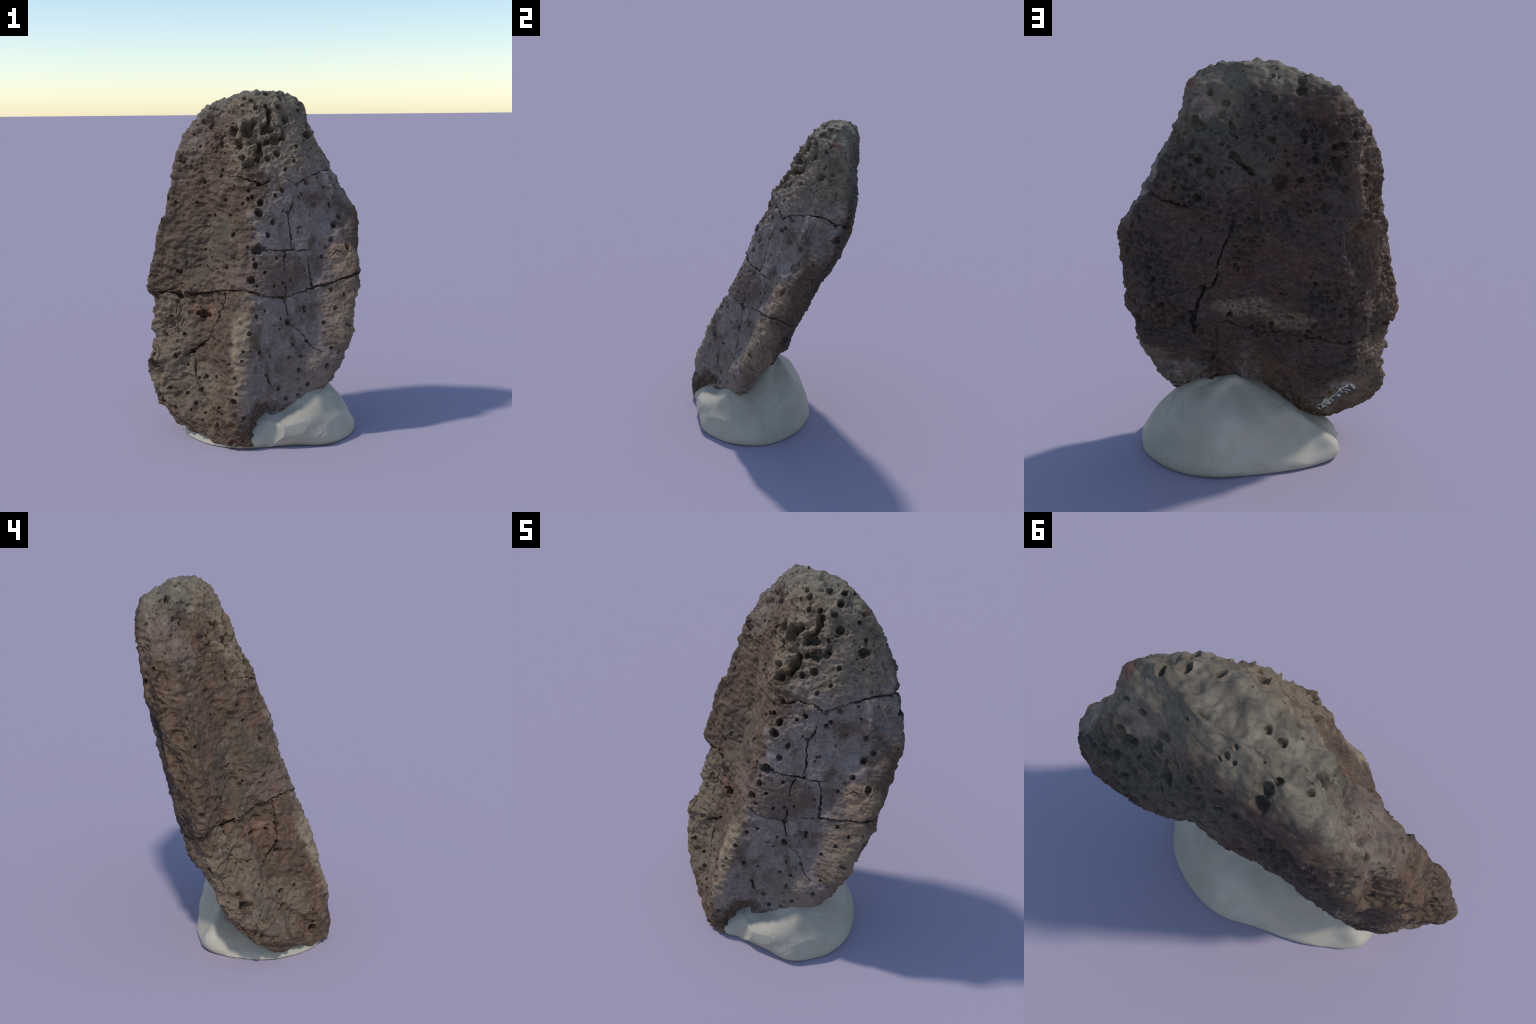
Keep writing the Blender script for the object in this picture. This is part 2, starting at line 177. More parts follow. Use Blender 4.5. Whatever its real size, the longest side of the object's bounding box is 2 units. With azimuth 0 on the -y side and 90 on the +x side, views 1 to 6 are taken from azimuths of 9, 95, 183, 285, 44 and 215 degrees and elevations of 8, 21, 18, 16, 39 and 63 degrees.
# beaded edge between the left face and the narrow side
RIM = [(-0.495, 0.242, 1.610), (-0.492, 0.209, 1.535), (-0.506, 0.183, 1.443), (-0.508, 0.134, 1.317), (-0.564, 0.100, 1.202), (-0.600, 0.065, 1.039), (-0.608, 0.048, 0.943), (-0.619, 0.032, 0.847), (-0.635, 0.042, 0.792)]
KNOBS = [
    # the jut and the bite where the upper crack runs out at the right
    ((0.455, 0.320, 1.448), 0.034, 0.014), ((0.432, 0.370, 1.498), 0.026, -0.026),
    # the hollow left where crust broke away under the middle crack
    ((-0.470, -0.105, 0.690), 0.075, -0.055), ((-0.440, -0.160, 0.600), 0.055, -0.040),
    ((-0.632, 0.045, 0.812), 0.050, 0.012), ((-0.600, 0.000, 0.745), 0.032, -0.010), ((0.632, 0.098, 0.855), 0.05, 0.008),
    ((-0.596, -0.046, 0.422), 0.05, 0.008), ((-0.585, -0.002, 0.520), 0.035, -0.008), ((-0.590, 0.0, 0.585), 0.04, 0.006),
    ((-0.580, -0.165, 0.400), 0.05, 0.007), ((-0.575, -0.10, 0.46), 0.03, -0.008), ((0.405, 0.440, 1.535), 0.06, 0.011), ((0.440, 0.420, 1.474), 0.034, -0.031),
    ((0.462, 0.320, 1.475), 0.04, 0.006), ((0.25, 0.375, 1.91), 0.035, 0.006), ((-0.32, 0.45, 1.83), 0.05, 0.005), ((0.455, -0.15, 0.44), 0.05, 0.006),
    ((0.60, 0.06, 0.99), 0.05, 0.007), ((0.60, 0.16, 1.21), 0.05, 0.006), ((0.47, -0.12, 0.36), 0.04, -0.007), ((0.52, -0.06, 0.60), 0.05, 0.005),
]

# ---------------------------------------------------------------------------
# helpers
# ---------------------------------------------------------------------------
def smoothstep(a, b, x):
    t = np.clip((x - a) / (b - a), 0.0, 1.0)
    return t * t * (3 - 2 * t)


def gradient_noise(P, scale, seed=0):
    """Perlin noise of the points P (n x 3), cell size = scale, about -0.7..0.7."""
    q = P / scale + 31.7 * (seed + 1)
    i = np.floor(q).astype(np.int64)
    f = q - i
    w = f * f * f * (f * (f * 6 - 15) + 10)
    out = np.zeros(len(P))
    for dx in (0, 1):
        for dy in (0, 1):
            for dz in (0, 1):
                h = ((i[:, 0] + dx) * 73856093) ^ ((i[:, 1] + dy) * 19349663) ^ ((i[:, 2] + dz) * 83492791) ^ (seed * 2654435761)
                h = (h ^ (h >> 13)) * 1274126177 & 0x7FFFFFFF
                h = (h ^ (h >> 16)) & 0x7FFFFFFF
                gx = (h & 1023) / 511.5 - 1
                gy = ((h >> 10) & 1023) / 511.5 - 1
                gz = ((h >> 20) & 1023) / 511.5 - 1
                d = gx * (f[:, 0] - dx) + gy * (f[:, 1] - dy) + gz * (f[:, 2] - dz)
                ww = (w[:, 0] if dx else 1 - w[:, 0]) * (w[:, 1] if dy else 1 - w[:, 1]) * (w[:, 2] if dz else 1 - w[:, 2])
                out += ww * d
    return out


def fractal(P, scale, octaves, seed=0, gain=0.5):
    s, a = 0, 1.0
    for o in range(octaves):
        s = s + a * gradient_noise(P, scale / 2 ** o, seed + o)
        a *= gain
    return s


def cell_noise(P, scale, seed=0):
    """Distances to the nearest and second nearest jittered cell point (Worley), and the id of the nearest."""
    q = P / scale + 17.3 * (seed + 1)
    i = np.floor(q).astype(np.int64)
    d1 = np.full(len(P), 9.0)
    d2 = np.full(len(P), 9.0)
    idn = np.zeros(len(P))
    for dx in (-1, 0, 1):
        for dy in (-1, 0, 1):
            for dz in (-1, 0, 1):
                c = i + (dx, dy, dz)
                h = (c[:, 0] * 73856093) ^ (c[:, 1] * 19349663) ^ (c[:, 2] * 83492791) ^ (seed * 2654435761)
                h = (h ^ (h >> 13)) * 1274126177 & 0x7FFFFFFF
                h = (h ^ (h >> 16)) & 0x7FFFFFFF
                p = c + np.stack([(h & 1023) / 1023, ((h >> 10) & 1023) / 1023, ((h >> 20) & 1023) / 1023], 1)
                d = np.sqrt(((q - p) ** 2).sum(1))
                near = d < d1
                d2 = np.where(near, d1, np.minimum(d2, d))
                idn = np.where(near, (h % 997) / 997.0, idn)
                d1 = np.where(near, d, d1)
    return d1, d2, idn


def cubic_weights(knots, x):
    """Matrix that interpolates values at the knots at the places x (Hermite, finite difference slopes)."""
    n = len(knots)
    D = np.zeros((n, n))
    for i in range(n):
        a, b = max(i - 1, 0), min(i + 1, n - 1)
        D[i, a] -= 1 / (knots[b] - knots[a])
        D[i, b] += 1 / (knots[b] - knots[a])
    W = np.zeros((len(x), n))
    for j, v in enumerate(x):
        i = min(max(int(np.searchsorted(knots, v)) - 1, 0), n - 2)
        h = knots[i + 1] - knots[i]
        t = (v - knots[i]) / h
        W[j, i] += 2 * t ** 3 - 3 * t ** 2 + 1
        W[j, i + 1] += 3 * t ** 2 - 2 * t ** 3
        W[j] += (t ** 3 - 2 * t ** 2 + t) * h * D[i] + (t ** 3 - t ** 2) * h * D[i + 1]
    return W


def loft(sections, ax, ay, up, around):
    """Closed surface through level sections given as reaches in equally spaced directions."""
    z = np.array([s[0] for s in sections])
    c = np.array([s[1] for s in sections])
    r = np.array([s[2] for s in sections])
    k = r.shape[1]
    a = 2 * np.pi * np.arange(k) / k
    pts = c[:, None, :] + r[..., None] * np.stack([ax * np.sin(a), -ay * np.cos(a)], -1)[None]
    zs = np.concatenate([np.linspace(z[i], z[i + 1], up, endpoint=False) for i in range(len(z) - 1)] + [z[-1:]])
    Wz = cubic_weights(z, zs)
    Wk = np.zeros((k * around, k))
    for j in range(k * around):
        i, t = j // around, (j % around) / around
        for o, w in zip((-1, 0, 1, 2), (-.5 * t + t * t - .5 * t ** 3, 1 - 2.5 * t * t + 1.5 * t ** 3, .5 * t + 2 * t * t - 1.5 * t ** 3, -.5 * t * t + .5 * t ** 3)):
            Wk[j, (i + o) % k] += w
    P = np.einsum('ai,bk,ikc->abc', Wz, Wk, pts)
    rows, n = P.shape[:2]
    verts = [(P[i, j, 0], P[i, j, 1], zs[i]) for i in range(rows) for j in range(n)]
    faces = [(i * n + j, i * n + (j + 1) % n, (i + 1) * n + (j + 1) % n, (i + 1) * n + j) for i in range(rows - 1) for j in range(n)]
    verts.append((*P[0].mean(0), zs[0]))
    verts.append((*P[-1].mean(0), zs[-1] + 0.006))
    b, t = len(verts) - 2, len(verts) - 1
    faces += [(b, (j + 1) % n, j) for j in range(n)]
    faces += [(t, (rows - 1) * n + j, (rows - 1) * n + (j + 1) % n) for j in range(n)]
    return verts, faces


def remeshed(verts, faces, voxel, name):
    """The surface as an even quad mesh of the given cell size."""
    me = bpy.data.meshes.new(name)
    me.from_pydata(verts, [], faces)
    ob = bpy.data.objects.new(name, me)
    bpy.context.collection.objects.link(ob)
    mod = ob.modifiers.new("even", 'REMESH')
    mod.mode = 'VOXEL'
    mod.voxel_size = voxel
    dg = bpy.context.evaluated_depsgraph_get()
    new = bpy.data.meshes.new_from_object(ob.evaluated_get(dg))
    bpy.data.objects.remove(ob)
    bpy.data.meshes.remove(me)
    new.name = name
    return new


def coords(me):
    a = np.empty(len(me.vertices) * 3)
    me.vertices.foreach_get('co', a)
    return a.reshape(-1, 3)


def set_coords(me, P):
    me.vertices.foreach_set('co', np.ascontiguousarray(P, dtype=np.float32).ravel())
    me.update()


def normals(me):
    a = np.empty(len(me.vertices) * 3, dtype=np.float32)
    me.vertex_normals.foreach_get('vector', a)
    return a.reshape(-1, 3).astype(float)


def edges(me):
    a = np.empty(len(me.edges) * 2, dtype=np.int32)
    me.edges.foreach_get('vertices', a)
    return a.reshape(-1, 2)


def relax(P, E, times, amount=0.5):
    n = np.bincount(E.ravel(), minlength=len(P))[:, None]
    for _ in range(times):
        S = np.stack([np.bincount(E[:, 0], P[E[:, 1], c], len(P)) + np.bincount(E[:, 1], P[E[:, 0], c], len(P)) for c in range(3)], 1)
        P = P + amount * (S / n - P)
    return P


def tree_of(P):
    kd = KDTree(len(P))
    for i, p in enumerate(P):
        kd.insert(p, i)
    kd.balance()
    return kd


def make_object(name, me, parent=None, material=None, smooth=True):
    ob = bpy.data.objects.new(name, me)
    bpy.context.collection.objects.link(ob)
    if parent:
        ob.parent = parent
    if material:
        me.materials.append(material)
    if smooth:
        me.polygons.foreach_set('use_smooth', [True] * len(me.polygons))
    return ob


# ---------------------------------------------------------------------------
# rock geometry
# ---------------------------------------------------------------------------
def refine_near(me, centres):
    """Split the faces that lie near cracks and holes once, so that their walls are crisp."""
    P = coords(me)
    near = np.zeros(len(P), bool)
    kd = tree_of(P)
    for p, r in centres:
        for _, i, _ in kd.find_range(p, r):
            near[i] = True
    bm = bmesh.new()
    bm.from_mesh(me)
    bm.verts.ensure_lookup_table()
    es = [e for e in bm.edges if near[e.verts[0].index] and near[e.verts[1].index]]
    bmesh.ops.subdivide_edges(bm, edges=es, cuts=1, use_grid_fill=True)
    bm.to_mesh(me)
    bm.free()


def region_masks(P, N):
    """Soft 0..1 weights of the areas of the rock that differ in texture."""
    x, y, z = P.T
    wob = 0.06 * gradient_noise(P, 0.12, 91) + 0.03 * gradient_noise(P, 0.05, 92)
    back = smoothstep(0.15, 0.55, N[:, 1] - 0.25 * N[:, 2])
    front = smoothstep(0.2, 0.6, -N[:, 1])
    right = front * smoothstep(0.02, 0.12, x + wob)
    left = np.clip(1 - right - back, 0, 1)
    head = smoothstep(1.46, 1.56, z + wob) * (1 - back)
    crumbly = smoothstep(-0.33, -0.45, x + wob) * smoothstep(0.80, 0.70, z + wob) * smoothstep(0.12, 0.3, z) * (1 - back)
    return back, right, left, head, crumbly


def crack_points(me_tree, points, rng, step=0.005):
    """Walk a crack: wander a little between its points and keep to the surface."""
    out = []
    prev = None
    for q in points:
        q = np.array(q)
        if prev is not None:
            L = np.linalg.norm(q - prev)
            n = max(1, int(L / step))
            for t in np.arange(n) / n:
                out.append(prev + (q - prev) * t)
        prev = q
    out.append(prev)
    A = np.array(out)
    A += 0.010 * np.stack([gradient_noise(A, 0.022, 300 + c) for c in range(3)], 1) + 0.005 * np.stack([gradient_noise(A, 0.009, 310 + c) for c in range(3)], 1)
    hits = [me_tree.find_nearest(Vector(a)) for a in A]
    return np.array([h[0] for h in hits]), np.array([h[1] for h in hits])


def strip_distance(P):
    a, b = np.array(LABEL_FROM), np.array(LABEL_TO)
    t = np.clip((P - a) @ (b - a) / ((b - a) @ (b - a)), 0, 1)
    return np.linalg.norm(P - a - t[:, None] * (b - a), axis=1)


def build_rock_mesh():
    rng = np.random.default_rng(7)
    verts, faces = loft(ROCK_SECTIONS, 0.62, 0.24, 8, 10)
    me = remeshed(verts, faces, VOXEL, "rock")
    P = relax(coords(me), edges(me), 6)
    set_coords(me, P)
    bvh = BVHTree.FromPolygons([tuple(v) for v in P[:]], [tuple(p.vertices) for p in me.polygons])

    # --- where the cracks and the vesicles are -----------------------------
    cracks = []
    for w, d, pts in CRACKS:
        A, An = crack_points(bvh, pts, rng)
        t = np.linspace(0, 1, len(A))
        width = w * (0.42 + 2.6 * np.clip(gradient_noise(A, 0.055, 320) + 0.10, 0, 1) ** 1.3 + 0.5 * np.clip(gradient_noise(A, 0.02, 321), 0, 1)) * np.minimum(1, 0.4 + 4 * np.minimum(t, 1 - t))
        width = np.maximum(width, 0.0018)
        cracks.append((A, An, width, d))

    holes = []          # centre, normal, radius, depth / radius, rim height / radius, stretch along z
    def add_hole(p, r, depth, rim=0.12, stretch=1.0, tilt=0.0):
        if p[2] < 0.10:                       # the foot is thin: keep its pits shallow
            depth = min(depth, 0.7)
        loc, n, _, _ = bvh.find_nearest(Vector(p))
        holes.append((np.array(loc), np.array(n), r, depth, rim, stretch, tilt))
    for (x, y, z, r) in VESICLES_TOP:
        add_hole((x, y, z), r * 1.08, 2.3 if r < 0.03 else 1.8, 0.24, rng.uniform(0.9, 1.25), rng.uniform(-.6, .6))
    for (x, y, z, r) in VESICLES_MIDDLE + VESICLES_LOW + VESICLES_SIDE:
        add_hole((x, y, z), r * 1.15, 2.2, 0.18, rng.uniform(0.85, 1.15), rng.uniform(-.6, .6))
    for (x, y, z, r) in GAPS:
        add_hole((x, y, z), r, 2.0, 0.04, rng.uniform(0.8, 1.3), rng.uniform(-.8, .8))
    for (x, y, z, r) in VESICLES_BACK:
        add_hole((x, y, z), r * 1.05, 1.2, 0.10, rng.uniform(0.85, 1.2), rng.uniform(-.6, .6))
    # many more, small, strewn at random; denser on the head and on the left face
    N = normals(me)
    back, right, left, head, crumbly = region_masks(P, N)
    chance = 0.35 * left + 0.30 * right + 1.0 * head + 0.5 * back + 0.5 * crumbly
    chance *= 1 - 0.75 * smoothstep(1.85, 1.95, P[:, 2])
    chance *= 0.35 + 1.3 * smoothstep(-0.15, 0.3, gradient_noise(P, 0.16, 55))
    pick = rng.choice(len(P), 1350, replace=False, p=chance / chance.sum())
    pick = pick[strip_distance(P[pick]) > 0.05]
    for i in pick:
        r = min(0.0034 * rng.pareto(3.2) + 0.0034, 0.016)
        if head[i] > 0.5:
            r *= 1.25
        if back[i] > 0.5:
            r *= 1.7
        add_hole(P[i], r, rng.uniform(0.7, 1.6), rng.uniform(0, .15), rng.uniform(0.6, 1.3), rng.uniform(-1, 1))

    furrows = [(*crack_points(bvh, pts, rng), r, d) for r, d, pts in FURROWS]

    # --- finer mesh where it is needed -------------------------------------
    spots = [(A[k], wd[k] + 0.006) for A, _, wd, _ in cracks for k in range(0, len(A), 1)]
    spots += [(a, r * 1.3) for A, _, r, _ in furrows for a in A[::2]]
    spots += [(c, r * 1.35 + 0.003) for c, _, r, *_ in holes]
    refine_near(me, spots)
    P = coords(me)
    N = normals(me)
    E = edges(me)
    base = P.copy()
    back, right, left, head, crumbly = region_masks(P, N)

    # --- broad relief, lumps and grain -------------------------------------
    Q = P * (1.0, 1.0, 1.5)                    # lumps lie a little flat
    h = 0.007 * fractal(Q, 0.14, 2, 1)
    lump = fractal(Q, 0.05, 2, 5)
    h += (0.015 * left + 0.010 * right + 0.013 * back + 0.006 * head) * lump
    edge = smoothstep(0.38, 0.52, np.abs(P[:, 0])) * (1 - back)
    h += 0.012 * edge * fractal(Q, 0.065, 2, 9)
    h += -0.0005 - 0.003 * edge                 # the sections give the outer envelope
    rugged = 1 + 0.5 * gradient_noise(P, 0.03, 63)
    for c, r, a in KNOBS:
        d = np.linalg.norm(P - c, axis=1) / r
        h += a * np.exp(-(d * rugged) ** 2)
    d1, d2, idn = cell_noise(P + 0.012 * np.stack([gradient_noise(P, 0.04, 70 + c) for c in range(3)], 1), 0.105, 3)
    h += crumbly * (0.032 * (idn - 0.5) - 0.014 * smoothstep(0.12, 0.0, d2 - d1) * smoothstep(0.0, 0.2, gradient_noise(P, 0.09, 66)))
    h += back * 0.014 * fractal(P, 0.10, 2, 47)
    # crust stands a little proud above the middle crack and below the upper one; broken, ragged lips
    chips = 0.4 + 1.2 * smoothstep(-0.2, 0.25, gradient_noise(P, 0.05, 88))
    for points, above, below in ((CRACKS[0][2], 0.008, -0.008), (CRACKS[3][2], -0.004, 0.006)):
        xs, zs = np.array([(p[0], p[2]) for p in points]).T
        rise = P[:, 2] - np.interp(P[:, 0], xs, zs)
        on = (1 - back) * smoothstep(xs[0] - 0.06, xs[0], P[:, 0]) * smoothstep(xs[-1] + 0.06, xs[-1], P[:, 0]) * chips
        h += on * np.where(rise > 0, above, below) * np.exp(-np.abs(rise) / 0.06)
    # the rim down the left side
    line = np.concatenate([np.linspace(a, b, 24, endpoint=False) for a, b in zip(np.array(RIM[:-1]), np.array(RIM[1:]))])
    kd_line = tree_of(line)
    side = np.where((P[:, 0] < -0.38) & (P[:, 2] > 0.7) & (P[:, 2] < 1.7))[0]
    far = np.array([kd_line.find(P[i])[2] for i in side])
    h[side] += smoothstep(0.78, 0.95, P[side, 2]) * (0.009 + 0.014 * gradient_noise(P[side], 0.035, 99)) * np.exp(-(far / 0.026) ** 2)
    h[side] -= 0.006 * np.exp(-((far - 0.075) / 0.035) ** 2)
    # ripples that run level along both rims
    h += (left * 0.010 + right * 0.010 * smoothstep(0.34, 0.48, P[:, 0])) * gradient_noise(P * (0.35, 0.35, 1.0), 0.034, 37)
    # eaten-out heart of the head: thin walls between merging cells
    w1, w2, _ = cell_noise(P + 0.014 * np.stack([gradient_noise(P, 0.03, 180 + c) for c in range(3)], 1), 0.062, 19)
    heart = np.exp(-(np.linalg.norm((P - (0.045, 0.12, 1.71)) / (0.17, 0.3, 0.17), axis=1)) ** 4)
    h -= heart * (0.017 * smoothstep(0.10, 0.26, w2 - w1) * smoothstep(0.5, 0.25, w1))
    # spongy back
    s1, s2, _ = cell_noise(P + 0.006 * np.stack([gradient_noise(P, 0.02, 80 + c) for c in range(3)], 1), 0.026, 8)
    rough = smoothstep(-0.15, 0.25, gradient_noise(P, 0.22, 61))
    h += back * smoothstep(1.92, 1.72, P[:, 2]) * (0.35 + 0.65 * rough) * (-0.014 * smoothstep(0.62, 0.2, s1) + 0.006 * smoothstep(0.22, 0.02, s2 - s1))
    # wrinkles that run across the right face, knobbly left face
    h += right * 0.0042 * fractal(P * (0.6, 0.6, 1.7), 0.026, 2, 21)
    pock1, _, _ = cell_noise(P, 0.03, 17)
    h -= (right + 0.6 * head) * 0.0045 * smoothstep(0.42, 0.1, pock1)
    k1, k2, _ = cell_noise(P * (0.8, 1, 1.3), 0.034, 13)
    swell = fractal(P * (0.85, 0.85, 1.15), 0.060, 2, 14, 0.4)
    h += left * (1 - head) * (0.013 * swell * (0.5 + smoothstep(-0.1, 0.3, gradient_noise(P, 0.2, 77))) + 0.003 * (0.45 - k1))
    dent1, _, _ = cell_noise(P * (0.8, 1, 1.2), 0.065, 33)
    h -= left * 0.009 * smoothstep(0.36, 0.10, dent1)
    h += 0.0016 * fractal(P, 0.018, 2, 25) * (0.6 + 0.4 * left + 0.8 * back - 0.3 * head)
    h += 0.0004 * gradient_noise(P, 0.006, 29)
    # the strip with the painted number was chosen (and rubbed) smooth
    h *= 1 - np.exp(-(strip_distance(P) / 0.06) ** 4)
    P = P + N * h[:, None]

    # --- vesicles ----------------------------------------------------------
    kd = tree_of(base)
    wob = 0.22 * gradient_noise(base, 0.018, 41) + 0.12 * gradient_noise(base, 0.007, 42)
    wob2 = gradient_noise(base, 0.035, 43)
    push = np.zeros_like(P)
    for c, n, r, depth, rim, stretch, tilt in holes:
        found = kd.find_range(c, r * 1.9)
        if not found:
            continue
        idx = np.array([f[1] for f in found])
        idx = idx[N[idx] @ n > -0.1]
        d = base[idx] - c
        d = d - np.outer(d @ n, n)
        up = np.array((0, 0, 1.0)) - n * n[2]
        up /= np.linalg.norm(up) + 1e-9
        side = np.cross(n, up)
        u, v = d @ side, d @ up
        u, v = u * math.cos(tilt) + v * math.sin(tilt), v * math.cos(tilt) - u * math.sin(tilt)
        rad = np.hypot(u * stretch, v / stretch) / r + wob[idx] * (0.9 if r > 0.014 else 0.5) + (0.35 * wob2[idx] if r > 0.014 else 0)
        pit = -depth * r * (0.30 * smoothstep(1.15, 0.75, rad) + 0.60 * smoothstep(0.92, 0.50, rad) + 0.10 * np.sqrt(np.clip(1 - rad ** 2, 0, 1)))
        lip = rim * r * np.exp(-((rad - 1.22) / 0.22) ** 2)
        push[idx] = np.where((np.minimum(pit, 0) < (push[idx] @ n))[:, None], n * np.minimum(pit + lip, 9)[:, None], push[idx] + n * lip[:, None] * (pit > -1e-4)[:, None])
    for A, An, r, depth in furrows:
        for a, n in zip(A, An):
            for co, i, dist in kd.find_range(a, r * 1.8):
                q = dist / r + wob[i] * 1.3 + 0.7 * wob2[i]
                deep = -depth * (0.22 * max(0.0, min(1.0, (1.25 - q) / 0.5)) + 0.78 * max(0.0, min(1.0, (0.9 - q) / 0.4)))
                if deep < push[i] @ n:
                    push[i] = n * deep
    P = P + push

    # --- cracks ------------------------------------------------------------
    cut = np.zeros(len(P))
    for A, An, width, depth in cracks:
        for a, n, w in zip(A, An, width):
            for co, i, dist in kd.find_range(a, w + 0.006):
                if N[i] @ n > 0:
                    c = max(depth * (1.0 if dist < 0.6 * w else max(0.0, 1 - (dist - 0.6 * w) / (0.4 * w + 0.0012))), 0.0035 * max(0.0, 1 - dist / (w + 0.006)))
                    if c > cut[i]:
                        cut[i] = c
    P = P - N * cut[:, None]
    set_coords(me, P)
    return me, bvh


# ---------------------------------------------------------------------------
# putty geometry
# ---------------------------------------------------------------------------
def build_putty_mesh():
    verts, faces = loft(PUTTY_SECTIONS, 1.0, 1.0, 5, 8)
    me = remeshed(verts, faces, 0.006, "putty_base")
    P = relax(coords(me), edges(me), 14)
    set_coords(me, P)
    N = normals(me)
    d1, d2, idn = cell_noise(P + 0.03 * np.stack([gradient_noise(P, 0.1, 170 + c) for c in range(3)], 1), 0.15, 4)
    h = 0.006 + 0.006 * fractal(P, 0.16, 2, 101) - 0.003 * smoothstep(0.05, 0.0, d2 - d1) * smoothstep(0.5, 0.8, idn)
    h += 0.0012 * fractal(P, 0.03, 2, 105)
    P = P + N * h[:, None] * smoothstep(0.0, 0.03, P[:, 2])[:, None]
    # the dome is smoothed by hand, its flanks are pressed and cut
    # flat cuts left by the modelling knife and by the table edge
    for p, n, inset in (((0.06, 0.27, 0.10), (-0.25, 0.9, 0.35), 0.010), ((0.24, 0.29, 0.12), (0.2, 0.95, 0.3), 0.012), ((-0.20, 0.17, 0.14), (-0.55, 0.7, 0.5), 0.010),
                        ((0.45, 0.18, 0.18), (0.7, 0.6, 0.45), 0.012), ((0.33, -0.37, 0.10), (0.25, -0.93, 0.25), 0.005), ((0.21, -0.43, 0.06), (-0.35, -0.9, 0.25), 0.004), ((0.55, -0.22, 0.12), (0.85, -0.5, 0.2), 0.004)):
        n = np.array(n) / np.linalg.norm(n)
        c = P[np.argmin(((P - p) ** 2).sum(1))]
        local = np.exp(-(np.linalg.norm(P - c, axis=1) / 0.14) ** 4)
        P = P - n * (np.maximum(0, (P - c) @ n + inset) * 0.95 * local)[:, None]
    fold = np.exp(-(np.linalg.norm((P - (0.425, -0.245, 0.215)) / (0.045, 0.045, 0.055), axis=1)) ** 2)
    P = P + fold[:, None] * np.array((0.004, -0.010, 0.010))
    P[:, 2] = np.maximum(P[:, 2], 0.0)
    set_coords(me, P)
    return me


# ---------------------------------------------------------------------------
# materials
# ---------------------------------------------------------------------------
class Nodes:
    def __init__(self, name):
        self.mat = bpy.data.materials.new(name)
        self.mat.use_nodes = True
        self.t = self.mat.node_tree
        self.bsdf = self.t.nodes["Principled BSDF"]
        self.co = self.t.nodes.new("ShaderNodeTexCoord").outputs["Object"]

    def new(self, kind, **kw):
        n = self.t.nodes.new(kind)
        for k, v in kw.items():
            setattr(n, k, v)
        return n

    def link(self, a, b):
        self.t.links.new(a, b)

    def mapped(self, scale=(1, 1, 1), loc=(0, 0, 0), rot=(0, 0, 0)):
        m = self.new("ShaderNodeMapping")
        m.inputs["Scale"].default_value = scale
        m.inputs["Location"].default_value = loc
        m.inputs["Rotation"].default_value = rot
        self.link(self.co, m.inputs["Vector"])
        return m.outputs["Vector"]

    def noise(self, scale, detail=4, rough=0.6, distortion=0.0, vec=None):
        n = self.new("ShaderNodeTexNoise")
        n.inputs["Scale"].default_value = scale
        n.inputs["Detail"].default_value = detail
        n.inputs["Roughness"].default_value = rough
        n.inputs["Distortion"].default_value = distortion
        self.link(vec or self.co, n.inputs["Vector"])
        return n.outputs["Fac"]

    def ramp(self, fac, stops):
        r = self.new("ShaderNodeValToRGB")
        e = r.color_ramp.elements
        while len(e) < len(stops):
            e.new(0.5)
        for el, (p, c) in zip(e, stops):
            el.position = p
            el.color = (*c, 1) if len(c) == 3 else c
        self.link(fac, r.inputs["Fac"])
        return r.outputs["Color"]

    def band(self, fac, lo, hi, a=0.0, b=1.0):
        m = self.new("ShaderNodeMapRange", interpolation_type='SMOOTHSTEP')
        for k, v in zip(("From Min", "From Max", "To Min", "To Max"), (lo, hi, a, b)):
            m.inputs[k].default_value = v
        self.link(fac, m.inputs["Value"])
        return m.outputs["Result"]

    def math(self, op, a, b=0.0, c=0.0):
        m = self.new("ShaderNodeMath", operation=op)
        for i, v in enumerate((a, b, c)):
            if isinstance(v, (int, float)):
                m.inputs[i].default_value = v
            else:
                self.link(v, m.inputs[i])
        return m.outputs[0]

    def mix(self, fac, a, b, blend='MIX'):
        m = self.new("ShaderNodeMix", data_type='RGBA', blend_type=blend)
        for sock, v in ((m.inputs[0], fac), (m.inputs[6], a), (m.inputs[7], b)):
            if isinstance(v, (int, float)):
                sock.default_value = v
            elif isinstance(v, tuple):
                sock.default_value = (*v, 1)
            else:
                self.link(v, sock)
        return m.outputs[2]

    def xyz(self, vec=None):
        s = self.new("ShaderNodeSeparateXYZ")
        self.link(vec or self.co, s.inputs[0])
        return s.outputs

    def blob(self, centre, size, wobble=0.35, scale=9.0, soft=0.5):
        """1 inside an oval patch with a ragged, noise-driven border, 0 outside."""
        v = self.new("ShaderNodeVectorMath", operation='SUBTRACT')
        self.link(self.co, v.inputs[0])
        v.inputs[1].default_value = centre
        d = self.new("ShaderNodeVectorMath", operation='DIVIDE')
        self.link(v.outputs[0], d.inputs[0])
        d.inputs[1].default_value = size
        l = self.new("ShaderNodeVectorMath", operation='LENGTH')
        self.link(d.outputs[0], l.inputs[0])
        n = self.noise(scale, 5, 0.65)
        r = self.math('ADD', l.outputs["Value"], self.math('MULTIPLY', self.math('SUBTRACT', n, 0.5), wobble * 4))
        return self.band(r, 1.0 + soft / 2, 1.0 - soft / 2)

    def bump(self, height, strength, distance):
        b = self.new("ShaderNodeBump")
        b.inputs["Strength"].default_value = strength
        b.inputs["Distance"].default_value = distance
        self.link(height, b.inputs["Height"])
        self.link(b.outputs["Normal"], self.bsdf.inputs["Normal"])


